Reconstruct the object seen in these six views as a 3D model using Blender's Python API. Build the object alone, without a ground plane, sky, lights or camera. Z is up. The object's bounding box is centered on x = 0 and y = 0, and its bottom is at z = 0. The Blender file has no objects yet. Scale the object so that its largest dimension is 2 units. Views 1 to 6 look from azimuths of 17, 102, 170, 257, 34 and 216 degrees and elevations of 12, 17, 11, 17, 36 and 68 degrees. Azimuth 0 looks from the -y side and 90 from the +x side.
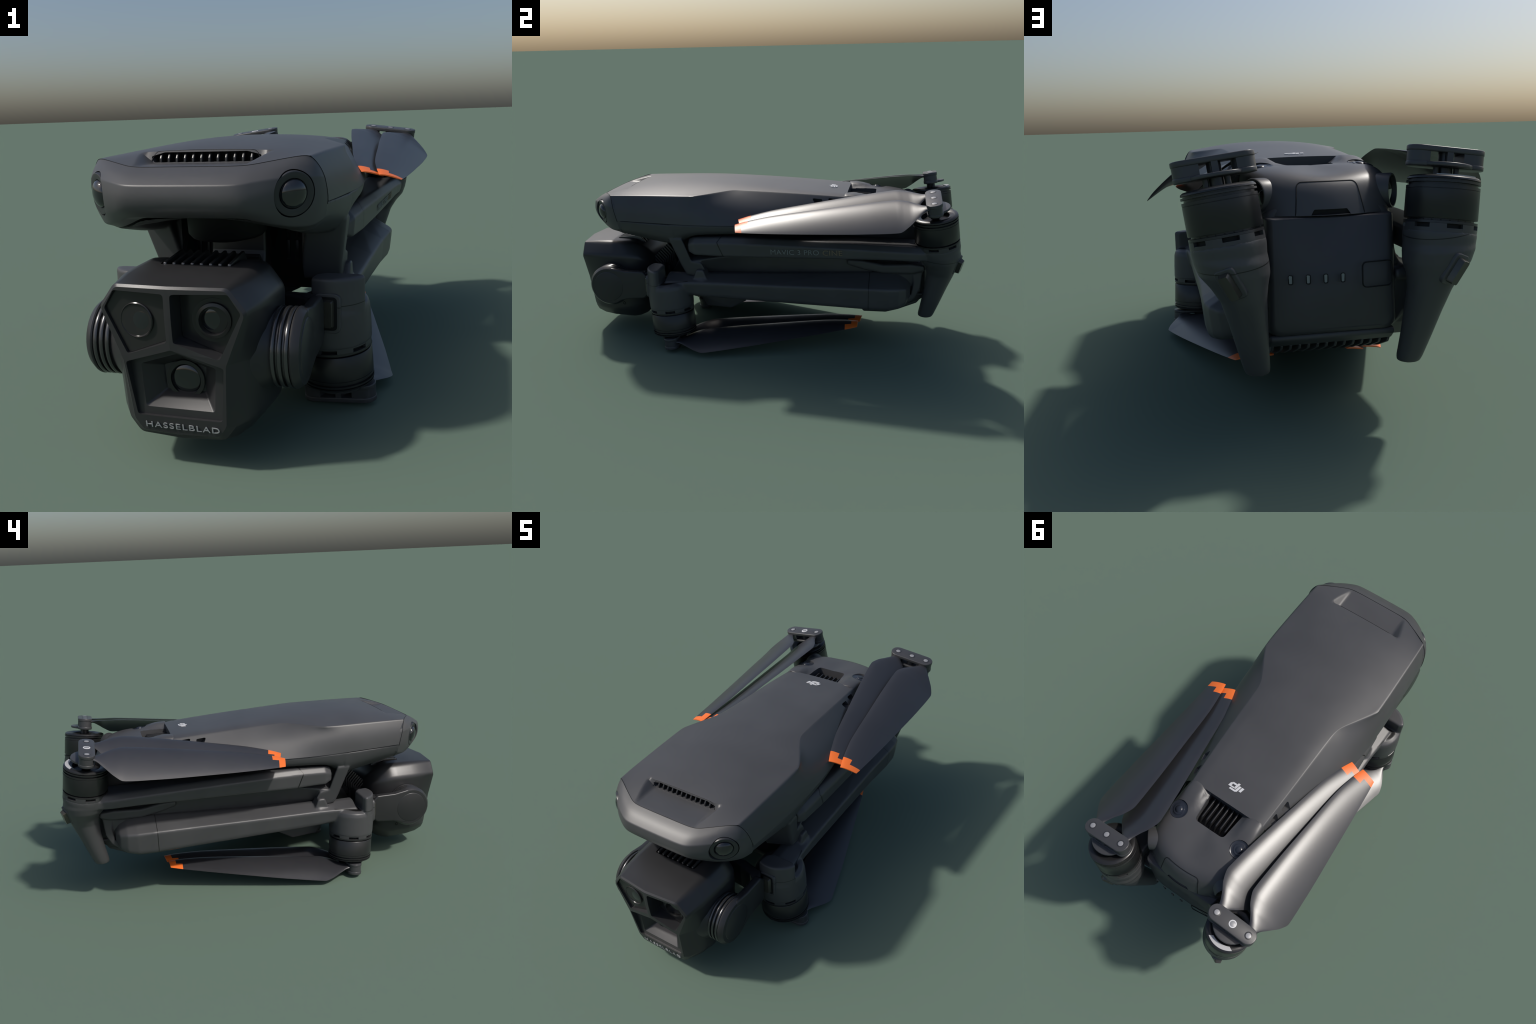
# Folded camera drone, built part by part (metres, z up, nose toward -y).
import bpy, bmesh, math
from mathutils import Vector, Matrix

V = Vector
COL = bpy.context.scene.collection

# ------------------------------------------------------------------ materials
def material(name, base, rough=0.45, metal=0.0, spec=0.5, grain=0.0, seams=(), coat=0.0,
             tint=None, ior=None, transmission=0.0):
    """Principled plastic / metal with mottled roughness, fine bump and optional panel seams.
    seams: (axis normal, offset, half width) planes in object space drawn as dark panel gaps."""
    m = bpy.data.materials.new(name)
    m.use_nodes = True
    nt = m.node_tree
    b = nt.nodes["Principled BSDF"]
    b.inputs["Metallic"].default_value = metal
    b.inputs["Roughness"].default_value = rough
    b.inputs["Specular IOR Level"].default_value = spec
    b.inputs["Coat Weight"].default_value = coat
    b.inputs["Transmission Weight"].default_value = transmission
    if ior:
        b.inputs["IOR"].default_value = ior
    tc = nt.nodes.new("ShaderNodeTexCoord")
    noise = nt.nodes.new("ShaderNodeTexNoise")
    noise.inputs["Scale"].default_value = 6.0
    noise.inputs["Detail"].default_value = 4.0
    nt.links.new(tc.outputs["Object"], noise.inputs["Vector"])
    ramp = nt.nodes.new("ShaderNodeValToRGB")
    lo = [c * 0.93 for c in base]
    hi = [min(1, c * 1.07) for c in (tint or base)]
    ramp.color_ramp.elements[0].position = 0.3
    ramp.color_ramp.elements[1].position = 0.7
    ramp.color_ramp.elements[0].color = (*lo, 1)
    ramp.color_ramp.elements[1].color = (*hi, 1)
    nt.links.new(noise.outputs["Fac"], ramp.inputs["Fac"])
    col = ramp.outputs["Color"]
    for seam in seams:
        axis, off, half = seam[:3]
        def dotted(vec):
            dot = nt.nodes.new("ShaderNodeVectorMath"); dot.operation = 'DOT_PRODUCT'
            dot.inputs[1].default_value = vec
            nt.links.new(tc.outputs["Object"], dot.inputs[0])
            return dot.outputs["Value"]
        def math_node(op, a, val):
            nd = nt.nodes.new("ShaderNodeMath"); nd.operation = op
            nt.links.new(a, nd.inputs[0])
            if isinstance(val, float): nd.inputs[1].default_value = val
            elif val is not None: nt.links.new(val, nd.inputs[1])
            return nd.outputs[0]
        fac = math_node('LESS_THAN', math_node('ABSOLUTE', math_node('SUBTRACT', dotted(axis), float(off)), None), float(half))
        if len(seam) > 3:
            fac = math_node('MULTIPLY', fac, math_node('LESS_THAN', dotted(seam[3]), float(seam[4])))
        mix = nt.nodes.new("ShaderNodeMix"); mix.data_type = 'RGBA'
        nt.links.new(fac, mix.inputs["Factor"])
        nt.links.new(col, mix.inputs["A"])
        mix.inputs["B"].default_value = (0.006, 0.006, 0.006, 1)
        col = mix.outputs["Result"]
    nt.links.new(col, b.inputs["Base Color"])
    if grain > 0:
        fine = nt.nodes.new("ShaderNodeTexNoise")
        fine.inputs["Scale"].default_value = 450.0
        nt.links.new(tc.outputs["Object"], fine.inputs["Vector"])
        bump = nt.nodes.new("ShaderNodeBump")
        bump.inputs["Strength"].default_value = grain
        bump.inputs["Distance"].default_value = 0.0006
        nt.links.new(fine.outputs["Fac"], bump.inputs["Height"])
        nt.links.new(bump.outputs["Normal"], b.inputs["Normal"])
    return m

GREY = (0.061, 0.061, 0.064)
M_BODY = material("body_plastic", GREY, 0.42, spec=0.5, grain=0.12)
M_ARM = material("front_arm_plastic", GREY, 0.42, spec=0.5, grain=0.12,
                 seams=(((0, 1, 0), 0.565, 0.0016), ((0, -.10, 1), .398, 0.0014, (0, 1, 0), -.34)))
M_RARM = material("rear_arm_plastic", GREY, 0.42, spec=0.5, grain=0.12,
                  seams=(((.10, .06, 1), .612, 0.0014, (0, -1, 0), -.80), ((0, 1, -.74), -.6035, .0030, (0, 0, -1), -.575),
                         ((0, 1, .413), .0595, .0030, (0, 0, 1), .575)))
M_LOWER = material("lower_plastic", (0.052, 0.052, 0.055), 0.45, grain=0.12)
M_DARK = material("dark_cavity_plastic", (0.006, 0.006, 0.007), 0.6, spec=0.3)
M_BATT = material("battery_plastic", (0.042, 0.042, 0.046), 0.42, grain=0.12)
M_MOTOR = material("motor_bell_metal", (0.020, 0.020, 0.021), 0.33, metal=0.1, spec=0.55)
M_MARK = material("index_mark_paint", (0.42, 0.42, 0.43), 0.45)
M_RING = material("motor_ring_metal", (0.045, 0.045, 0.047), 0.3, metal=0.5)
M_CAM = material("camera_magnesium", (0.036, 0.036, 0.038), 0.36, metal=0.25, spec=0.5, grain=0.08)
M_CAMRING = material("gimbal_ring_metal", (0.10, 0.10, 0.102), 0.26, metal=0.75)
M_GLASS = material("lens_glass", (0.012, 0.013, 0.016), 0.06, spec=0.6, coat=0.6)
M_WINDOW = material("camera_window_dark", (0.020, 0.020, 0.020), 0.22, spec=0.5)
M_SENSOR = material("blue_black_sensor_glass", (0.022, 0.026, 0.036), 0.25, spec=0.5)
M_LENSRING = material("lens_ring_plastic", (0.03, 0.031, 0.034), 0.35)
M_PROP = material("blade_plastic", (0.028, 0.028, 0.032), 0.37, spec=0.85)
M_HUB = material("hub_plate_plastic", (0.05, 0.05, 0.053), 0.35, spec=0.5)
M_ORANGE = material("orange_tip_paint", (0.87, 0.175, 0.03), 0.4, spec=0.45)
M_SCREW = material("screw_steel", (0.30, 0.30, 0.31), 0.45, metal=0.2)
M_WHITE = material("white_mark_paint", (0.62, 0.62, 0.63), 0.5)
M_MAKER = material("silver_lettering_paint", (0.33, 0.34, 0.35), 0.4, metal=0.2)
M_TEXT = material("grey_lettering_paint", (0.20, 0.22, 0.22), 0.5)
M_GOLD = material("gold_lettering_paint", (0.20, 0.155, 0.10), 0.45)
M_LED = material("smoked_light_cover", (0.045, 0.042, 0.034), 0.16, spec=0.6)

# ------------------------------------------------------------------ helpers
ROOT = bpy.data.objects.new("folded_camera_drone", None)
COL.objects.link(ROOT)
ROOT["label"] = "dark grey folded camera drone with orange propeller tips"
ROOT["category"] = "drone"

def finish(ob, mat=None, parent=ROOT, angle=40):
    me = ob.data
    if mat is not None:
        me.materials.clear()
        me.materials.append(mat)
    for p in me.polygons:
        p.use_smooth = True
    me.set_sharp_from_angle(angle=math.radians(angle))
    ob.parent = parent
    return ob

def raw(name, verts, faces):
    me = bpy.data.meshes.new(name)
    me.from_pydata([tuple(v) for v in verts], [], faces)
    me.update()
    ob = bpy.data.objects.new(name, me)
    COL.objects.link(ob)
    bm = bmesh.new(); bm.from_mesh(me)
    bmesh.ops.recalc_face_normals(bm, faces=bm.faces)
    bm.to_mesh(me); bm.free()
    return ob

def bake(ob):
    """apply all modifiers"""
    dg = bpy.context.evaluated_depsgraph_get()
    dg.update()
    me = bpy.data.meshes.new_from_object(ob.evaluated_get(dg))
    old = ob.data
    ob.modifiers.clear()
    ob.data = me
    me.name = old.name
    bpy.data.meshes.remove(old)
    return ob

def drop(ob):
    me = ob.data
    bpy.data.objects.remove(ob)
    if me and me.users == 0:
        bpy.data.meshes.remove(me)

def sym(half):
    """half ring from top centre to bottom centre -> closed symmetric ring"""
    return list(half) + [(-x, y, z) for x, y, z in reversed(half[1:-1])]

def ring_loft(name, rings, creases=None, levels=3, end_crease=1.0, corners=None):
    """closed rings -> capped solid -> subdivision with creased feature lines"""
    n = len(rings[0])
    verts = [p for r in rings for p in r]
    faces = []
    for i in range(len(rings) - 1):
        for j in range(n):
            k = (j + 1) % n
            faces.append((i*n + j, i*n + k, (i+1)*n + k, (i+1)*n + j))
    faces.append(tuple(range(n)))
    faces.append(tuple((len(rings)-1)*n + j for j in range(n)))
    ob = raw(name, verts, faces)
    me = ob.data
    if levels:
        at = me.attributes.new("crease_edge", 'FLOAT', 'EDGE')
        cr = {}
        for (line, val) in (creases or {}).items():
            for i in range(len(rings)-1):
                for l in {line, (n - line) % n}:
                    cr[frozenset((i*n + l, (i+1)*n + l))] = val
        if not isinstance(end_crease, tuple): end_crease = (end_crease, end_crease)
        for i, val in ((0, end_crease[0]), (len(rings)-1, end_crease[1])):
            for j in range(n):
                cr[frozenset((i*n + j, i*n + (j+1) % n))] = val
        for e in me.edges:
            at.data[e.index].value = cr.get(frozenset(e.vertices), 0.0)
        if corners:
            vc = me.attributes.new("crease_vert", 'FLOAT', 'POINT')
            for (i, l), val in corners.items():
                for q in {l, (n - l) % n}:
                    vc.data[i*n + q].value = val
        s = ob.modifiers.new("s", 'SUBSURF'); s.levels = s.render_levels = levels
        bake(ob)
    return ob

RIMS = {}
def sheet(name, rows, levels=3, mirror=True, back=None, row_crease=None, col_crease=None):
    """grid of control points (first column on x=0 when mirrored) -> smooth sheet with a skirt"""
    if mirror:
        rows = [[(-x, y, z) for x, y, z in reversed(r[1:])] + list(r) for r in rows]
    n = len(rows[0])
    verts = [p for r in rows for p in r]
    faces = [(i*n+j, i*n+j+1, (i+1)*n+j+1, (i+1)*n+j) for i in range(len(rows)-1) for j in range(n-1)]
    ob = raw(name, verts, faces)
    at = ob.data.attributes.new("crease_edge", 'FLOAT', 'EDGE')
    half = n//2
    for e in ob.data.edges:
        a, b = e.vertices
        if a//n == b//n: at.data[e.index].value = (row_crease or {}).get(a//n, 0)
        elif a % n == b % n: at.data[e.index].value = (col_crease or {}).get(abs(a % n - half), 0)
    s = ob.modifiers.new("s", 'SUBSURF'); s.levels = s.render_levels = levels
    bake(ob)
    if back is not None:
        bm = bmesh.new(); bm.from_mesh(ob.data)
        ends = [v for v in bm.verts if v.is_boundary]
        v = min(ends, key=lambda q: (round(q.co.x, 4), q.co.z)); loop = [v]; prev = None
        while True:
            nx = [e.other_vert(v) for e in v.link_edges if e.is_boundary and e.other_vert(v) is not prev]
            prev, v = v, nx[0]
            if v is loop[0]: break
            loop.append(v)
        RIMS[name] = [q.co.copy() for q in loop]
        be = [e for e in bm.edges if e.is_boundary]
        r = bmesh.ops.extrude_edge_only(bm, edges=be)
        nv = [g for g in r["geom"] if isinstance(g, bmesh.types.BMVert)]
        for v in nv:
            v.co = back(v.co)
        bmesh.ops.holes_fill(bm, edges=[e for e in bm.edges if e.is_boundary])
        bmesh.ops.recalc_face_normals(bm, faces=bm.faces)
        bm.to_mesh(ob.data); bm.free()
    return ob

def fillet(poly, radius, n=5):
    """round the corners of a 2D polygon; radius scalar or per corner list"""
    out = []
    m = len(poly)
    for i in range(m):
        p0, p1, p2 = V(poly[i-1]), V(poly[i]), V(poly[(i+1) % m])
        r = radius[i] if isinstance(radius, (list, tuple)) else radius
        a, b = (p0-p1), (p2-p1)
        la, lb = a.length, b.length
        a.normalize(); b.normalize()
        ang = a.angle(b)
        if r <= 0:
            out.append(tuple(p1))
            continue
        d = max(1e-4, min(r / math.tan(ang/2), 0.45*la, 0.45*lb))
        s, e = p1 + a*d, p1 + b*d
        for k in range(n+1):
            t = k/n
            q = s*(1-t)**2 + p1*(2*t*(1-t)) + e*t*t
            out.append(tuple(q))
    return out

def frame(o, z, x):
    z = V(z).normalized(); x = V(x); x = (x - z*x.dot(z)).normalized(); y = z.cross(x)
    return Matrix(((x.x, y.x, z.x, o[0]), (x.y, y.y, z.y, o[1]), (x.z, y.z, z.z, o[2]), (0, 0, 0, 1)))

def prism(name, poly, M, z0, z1, bevel=0.0, taper=1.0, segs=3):
    n = len(poly)
    cx = sum(p[0] for p in poly)/n; cy = sum(p[1] for p in poly)/n
    vs = [M @ V((p[0], p[1], z0)) for p in poly]
    vs += [M @ V((cx+(p[0]-cx)*taper, cy+(p[1]-cy)*taper, z1)) for p in poly]
    fs = [tuple(range(n)), tuple(range(n, 2*n))] + [(i, (i+1) % n, n+(i+1) % n, n+i) for i in range(n)]
    ob = raw(name, vs, fs)
    if bevel > 0:
        b = ob.modifiers.new("b", 'BEVEL'); b.width = bevel; b.segments = segs
        b.limit_method = 'ANGLE'; b.angle_limit = math.radians(50)
        bake(ob)
    return ob

def box(name, lo, hi, bevel=0.0, M=Matrix.Identity(4), segs=3):
    return prism(name, [(lo[0], lo[1]), (hi[0], lo[1]), (hi[0], hi[1]), (lo[0], hi[1])], M, lo[2], hi[2], bevel, segs=segs)

def lathe(name, prof, M, n=72, sx=1.0):
    """prof: (radius, height) list, revolved about local z"""
    vs, fs = [], []
    idx = []
    for r, h in prof:
        if r < 1e-6:
            idx.append([len(vs)]); vs.append(M @ V((0, 0, h)))
        else:
            idx.append(list(range(len(vs), len(vs)+n)))
            vs += [M @ V((r*math.cos(2*math.pi*k/n)*sx, r*math.sin(2*math.pi*k/n), h)) for k in range(n)]
    for a, b in zip(idx, idx[1:]):
        for k in range(n):
            k2 = (k+1) % n
            f = []
            f.append(a[k % len(a)])
            if len(a) > 1: f.append(a[k2])
            if len(b) > 1: f.append(b[k2])
            f.append(b[k % len(b)])
            if len(set(f)) >= 3: fs.append(tuple(dict.fromkeys(f)))
    for e in (idx[0], idx[-1]):
        if len(e) > 1: fs.append(tuple(e))
    return raw(name, vs, fs)

def join(name, obs):
    bm = bmesh.new()
    mats = []
    for o in obs:
        off = len(mats)
        mats += list(o.data.materials)
        before = len(bm.faces)
        bm.from_mesh(o.data)
        bm.faces.ensure_lookup_table()
        for f in bm.faces[before:]:
            f.material_index += off
    me = bpy.data.meshes.new(name)
    bm.to_mesh(me); bm.free()
    for o in obs: drop(o)
    for m_ in mats: me.materials.append(m_)
    ob = bpy.data.objects.new(name, me)
    COL.objects.link(ob)
    return ob

def fuse(name, obs, voxel=0.004, iters=6):
    """melt overlapping solids into one smooth moulded skin"""
    ob = join(name, obs)
    ob.data.materials.clear()
    r = ob.modifiers.new("r", 'REMESH'); r.mode = 'VOXEL'; r.voxel_size = voxel
    s = ob.modifiers.new("s", 'SMOOTH'); s.iterations = iters; s.factor = 0.5
    return bake(ob)

def cut(ob, cutters):
    for c in cutters:
        m = ob.modifiers.new("c", 'BOOLEAN'); m.operation = 'DIFFERENCE'; m.solver = 'EXACT'; m.object = c
        bake(ob)
    for c in cutters: drop(c)
    return ob

def mirrored(ob, parent=ROOT):
    me = ob.data.copy()
    bm = bmesh.new(); bm.from_mesh(me)
    for v in bm.verts: v.co.x = -v.co.x
    bmesh.ops.reverse_faces(bm, faces=bm.faces)
    bm.to_mesh(me); bm.free()
    o = bpy.data.objects.new(ob.name.split('.')[0], me)
    COL.objects.link(o)
    o.parent = parent
    return o

def lettering(name, body, M, size, mat, depth=0.0008, spacing=1.0, width=None, parent=ROOT):
    c = bpy.data.curves.new(name, 'FONT')
    c.body = body; c.size = size; c.extrude = depth; c.space_character = spacing
    c.align_x = 'LEFT'
    tmp = bpy.data.objects.new(name, c); COL.objects.link(tmp)
    dg = bpy.context.evaluated_depsgraph_get(); dg.update()
    me = bpy.data.meshes.new_from_object(tmp.evaluated_get(dg))
    bpy.data.objects.remove(tmp); bpy.data.curves.remove(c)
    if width:
        w = max(v.co.x for v in me.vertices)
        me.transform(Matrix.Diagonal((width/w, 1, 1, 1)))
    me.transform(M)
    ob = bpy.data.objects.new(name, me); COL.objects.link(ob)
    me.materials.clear(); me.materials.append(mat)
    ob.parent = parent
    return ob

def lerp(a, b, t): return a + (b-a)*t

def curve_at(pts, t):
    """piecewise linear table lookup with smooth (cubic) interpolation; pts: (t, value...)"""
    n = len(pts)
    if t <= pts[0][0]: return list(pts[0][1:])
    if t >= pts[-1][0]: return list(pts[-1][1:])
    for i in range(n-1):
        if pts[i][0] <= t <= pts[i+1][0]:
            break
    t0, t1 = pts[i][0], pts[i+1][0]
    h = t1-t0; u = (t-t0)/h
    res = []
    for k in range(1, len(pts[0])):
        def slope(j):
            if j == 0: return (pts[1][k]-pts[0][k])/(pts[1][0]-pts[0][0])
            if j == n-1: return (pts[-1][k]-pts[-2][k])/(pts[-1][0]-pts[-2][0])
            a = (pts[j][k]-pts[j-1][k])/(pts[j][0]-pts[j-1][0])
            b = (pts[j+1][k]-pts[j][k])/(pts[j+1][0]-pts[j][0])
            return 0 if a*b <= 0 else 2*a*b/(a+b)
        m0, m1 = slope(i), slope(i+1)
        y0, y1 = pts[i][k], pts[i+1][k]
        res.append((2*u**3-3*u*u+1)*y0 + (u**3-2*u*u+u)*h*m0 + (-2*u**3+3*u*u)*y1 + (u**3-u*u)*h*m1)
    return res

I4 = Matrix.Identity(4)
XZ = Matrix(((1, 0, 0, 0), (0, 0, 1, 0), (0, 1, 0, 0), (0, 0, 0, 1)))   # local (x,y,z) -> (x, z, y): draw in xz, extrude along y
YZ = Matrix(((0, 0, 1, 0), (1, 0, 0, 0), (0, 1, 0, 0), (0, 0, 0, 1)))   # local (x,y,z) -> (z, x, y): draw in yz, extrude along x

# ------------------------------------------------------------------ upper shell
# one row per station front -> back: centre, flat, shoulder, ridge, flank, seam
SHELL = [
 [(0, -.824, .771), (.157, -.823, .770), (.235, -.778, .783), (.303, -.735, .789), (.331, -.712, .735), (.338, -.694, .668)],
 [(0, -.690, .812), (.157, -.690, .809), (.245, -.684, .801), (.308, -.660, .791), (.337, -.640, .733), (.344, -.620, .666)],
 [(0, -.500, .829), (.13, -.500, .825), (.250, -.490, .806), (.313, -.480, .793), (.344, -.470, .730), (.351, -.450, .662)],
 [(0, -.300, .832), (.13, -.300, .828), (.250, -.300, .809), (.317, -.300, .794), (.349, -.290, .732), (.357, -.280, .658)],
 [(0, -.115, .829), (.12, -.115, .825), (.175, -.115, .817), (.209, -.119, .810), (.300, -.105, .742), (.350, -.090, .660)],
 [(0, .080, .816), (.12, .080, .814), (.170, .080, .810), (.204, .080, .802), (.280, .090, .735), (.322, .100, .660)],
 [(0, .280, .803), (.12, .280, .801), (.165, .280, .798), (.198, .280, .791), (.255, .285, .728), (.290, .290, .660)],
 [(0, .440, .791), (.12, .440, .789), (.160, .440, .787), (.190, .440, .779), (.230, .440, .722), (.252, .440, .660)],
]
rings = []
for row in SHELL:
    rings.append(sym(row + [(0, row[-1][1], .640)]))
shell = ring_loft("upper_shell", rings, creases={3: 0.60, 5: 1.0}, levels=4, corners={(3, 3): .55, (4, 3): .45, (0, 1): .7})
# sloping intake recess with its slot under the lip
for v in shell.data.vertices:
    if v.co.z > .75 and v.co.y < -.692:
        floor = .7715 + max(0, abs(v.co.x)-.150)*.75
        v.co.z = min(v.co.z, floor + .0*v.co.y)
slot = prism("c", fillet([(-.150, .773), (.150, .773), (.161, .790), (.120, .8005), (-.120, .8005), (-.161, .790)], .004, 3), XZ, -.72, -.62)
sidecuts = []
for s in (1, -1):          # two small air slots under the rear end of each ridge
    for y0, y1 in ((.275, .325), (.350, .400)):
        c = prism("c", fillet([(y0, .776), (y1, .771), (y1+.004, .745), (y0+.022, .742)], .006, 3), YZ, .18, .27)
        if s < 0:
            for v in c.data.vertices: v.co.x *= -1
            c.data.flip_normals()
        sidecuts.append(c)
cut(shell, [slot] + sidecuts)
finish(shell, M_BODY, angle=35)
lip_shadow_pts = []
for i in range(41):
    x = -.158 + .316*i/40
    y = -.6885 - (.010*((abs(x)-.145)/.013)**2 if abs(x) > .145 else 0)
    hit, loc, nor, _ = shell.ray_cast(V((x, y, 1.2)), V((0, 0, -1)))
    if hit: lip_shadow_pts.append(loc)
LIP_SHADOW = lip_shadow_pts
fins = []
for i in range(12):
    x = -.132 + i*.0240
    fins.append(prism("f", fillet([(-.696, .765), (-.694, .784), (-.684, .7985), (-.63, .7985), (-.63, .765)], [0, .006, .006, 0, 0], 3), YZ, x-.0035, x+.0035, .0015))
finish(join("intake_fins", fins), M_MOTOR)["kind"] = "stuff"
finish(box("intake_back", (-.165, -.665, .76), (.165, -.63, .80)), M_DARK)

# ------------------------------------------------------------------ nose bumper
NOSE = [  # columns: centre, flat end, turn, lens, corner, side seam; rows: seam down to the underside
 [(0, -.826, .770), (.155, -.825, .770), (.232, -.781, .782), (.272, -.756, .788), (.294, -.743, .789), (.306, -.735, .785)],
 [(0, -.858, .753), (.153, -.856, .753), (.230, -.815, .766), (.280, -.779, .770), (.315, -.744, .768), (.325, -.722, .757)],
 [(0, -.889, .729), (.150, -.887, .729), (.222, -.848, .740), (.284, -.800, .742), (.326, -.746, .737), (.333, -.716, .732)],
 [(0, -.897, .695), (.156, -.893, .695), (.226, -.855, .700), (.288, -.801, .700), (.330, -.742, .695), (.338, -.706, .698)],
 [(0, -.884, .662), (.158, -.882, .662), (.228, -.844, .656), (.284, -.788, .652), (.325, -.734, .650), (.338, -.698, .667)],
 [(0, -.856, .643), (.160, -.854, .643), (.222, -.818, .621), (.268, -.770, .608), (.307, -.727, .606), (.328, -.692, .624)],
 [(0, -.790, .634), (.150, -.790, .634), (.200, -.765, .612), (.240, -.740, .598), (.272, -.708, .590), (.300, -.680, .590)],
]
NOSE = [[(x, y - (.005 if 0 < i < 5 and j < 3 else .003 if 0 < i < 5 and j < 5 else 0), z) for j, (x, y, z) in enumerate(r)] for i, r in enumerate(NOSE)]
nose = sheet("nose_bumper", NOSE, 4, row_crease={2: .75, 5: .5}, col_crease={1: .35}, back=lambda c: V((c.x*.96, c.y+.05, .69+(c.z-.69)*.72)))
LENS_N = V((math.sin(math.radians(41)), -math.cos(math.radians(41)), -.10)).normalized()
LENS_C = V((.2675, -.7945, .699))
cuts = []
for s in (1, -1):
    cuts.append(lathe("c", [(.0605, -.03), (.0605, .03)], frame((LENS_C.x*s, LENS_C.y, LENS_C.z), (LENS_N.x*s, LENS_N.y, LENS_N.z), (0, 0, 1))))
cut(nose, cuts)
seam_pts = [p for p in RIMS["nose_bumper"]]
def seam_tube(name, pts, r, parent):
    c = bpy.data.curves.new(name, 'CURVE'); c.dimensions = '3D'; c.bevel_depth = r; c.bevel_resolution = 1
    sp = c.splines.new('POLY'); sp.points.add(len(pts)-1)
    for q, p in zip(sp.points, pts): q.co = (p.x, p.y+.0006, p.z, 1)
    tmp = bpy.data.objects.new(name, c); COL.objects.link(tmp)
    dg = bpy.context.evaluated_depsgraph_get(); dg.update()
    me = bpy.data.meshes.new_from_object(tmp.evaluated_get(dg))
    bpy.data.objects.remove(tmp); bpy.data.curves.remove(c)
    ob = bpy.data.objects.new(name, me); COL.objects.link(ob)
    return finish(ob, M_DARK, parent)
start = next(i for i in range(len(seam_pts)) if seam_pts[i].z < .66 and seam_pts[(i+1) % len(seam_pts)].z >= .66)
seq = [seam_pts[(start+1+i) % len(seam_pts)] for i in range(len(seam_pts))]
seq = seq[:next(i for i, p in enumerate(seq) if p.z < .66)]
seam_tube("nose_gap", seq, .0013, nose)
seam_tube("intake_lip_shadow_line", LIP_SHADOW, .0011, shell)  # thin black tube modelled for the overhang's shadow along the recess edge
finish(nose, M_BODY, angle=35)
for s in (1, -1):
    F = frame((LENS_C.x*s, LENS_C.y, LENS_C.z), (LENS_N.x*s, LENS_N.y, LENS_N.z), (0, 0, 1))
    rim = finish(lathe("vision_lens_rim", [(.0575, -.03), (.0575, .004), (.0565, .0065), (.054, .0075), (.0395, .0045), (.0385, .003), (.0375, -.02)], F), M_LENSRING)
    finish(lathe("vision_lens_glass", [(.038, -.004)] + [(.038*math.cos(a), .002+.020*math.sin(a)) for a in [k*math.pi/20 for k in range(10)]] + [(0, .022)], F), M_GLASS, parent=rim)

# ------------------------------------------------------------------ lower body (chassis)
# half rings: top centre, shell seam, flank, arm bay roof, bay wall, ledge, ledge lip, waist, belly edge, belly centre
def chassis_row(y, seam, flank, roof, wall, ledge, lip, waist, low, belly, lean=0.0):
    return sym([(0, y, .672), (seam[0]-.012, y, .672)] + [(p[0], y + lean*max(0, (.62-p[1])/.34), p[1]) for p in (seam, flank, roof, wall, ledge, lip, waist, low)] + [(0, y+lean, belly)])
CH = [
 chassis_row(-.42, (.350, .655), (.338, .585), (.300, .545), (.270, .535), (.258, .520), (.256, .500), (.245, .480), (.238, .470), .470),
 chassis_row(-.37, (.353, .655), (.346, .592), (.315, .560), (.240, .550), (.230, .480), (.318, .452), (.290, .405), (.232, .370), .33),
 chassis_row(-.31, (.354, .655), (.349, .597), (.260, .590), (.215, .570), (.205, .500), (.322, .464), (.292, .415), (.232, .375), .25),
 chassis_row(-.22, (.350, .655), (.348, .602), (.250, .600), (.205, .590), (.200, .500), (.300, .478), (.265, .430), (.228, .350), .215),
 chassis_row(-.12, (.347, .655), (.342, .605), (.250, .600), (.205, .590), (.200, .500), (.278, .488), (.260, .442), (.226, .340), .215),
 chassis_row(.0, (.332, .655), (.325, .610), (.245, .606), (.205, .595), (.200, .500), (.254, .492), (.250, .440), (.224, .335), .215),
 chassis_row(.20, (.305, .655), (.300, .615), (.235, .610), (.205, .600), (.200, .500), (.244, .490), (.243, .440), (.220, .320), .215),
 chassis_row(.40, (.258, .655), (.258, .620), (.225, .610), (.205, .600), (.200, .500), (.243, .490), (.243, .440), (.220, .300), .215),
 chassis_row(.60, (.222, .650), (.225, .620), (.215, .610), (.205, .600), (.205, .490), (.250, .465), (.262, .425), (.225, .270), .215),
 chassis_row(.74, (.205, .640), (.212, .620), (.212, .600), (.210, .580), (.212, .490), (.272, .472), (.280, .430), (.250, .260), .215),
 chassis_row(.795, (.180, .630), (.190, .610), (.194, .590), (.194, .560), (.200, .490), (.250, .462), (.258, .420), (.222, .290), .262, .018),
]
hull = ring_loft("h", CH, creases={2: .8, 4: .4, 7: .5}, levels=3, end_crease=0.5)
# underside of the nose, a shallow tray that roofs the gimbal bay
UN = [
 sym([(0, -.80, .672), (.300, -.70, .674), (.333, -.695, .664), (.320, -.695, .608), (.272, -.700, .585), (.225, -.715, .592), (.20, -.74, .622), (0, -.80, .634)]),
 sym([(0, -.60, .674), (.310, -.60, .674), (.343, -.60, .662), (.336, -.600, .610), (.268, -.600, .562), (.225, -.600, .564), (.205, -.60, .610), (0, -.60, .628)]),
 sym([(0, -.50, .672), (.312, -.50, .672), (.348, -.50, .658), (.341, -.500, .595), (.282, -.500, .545), (.225, -.500, .550), (.208, -.50, .610), (0, -.50, .626)]),
 sym([(0, -.40, .672), (.314, -.40, .672), (.351, -.40, .655), (.346, -.400, .590), (.305, -.410, .540), (.225, -.410, .535), (.208, -.41, .600), (0, -.40, .624)]),
]
tray = ring_loft("u", UN, creases={2: .8, 4: .3}, levels=3)
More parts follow.
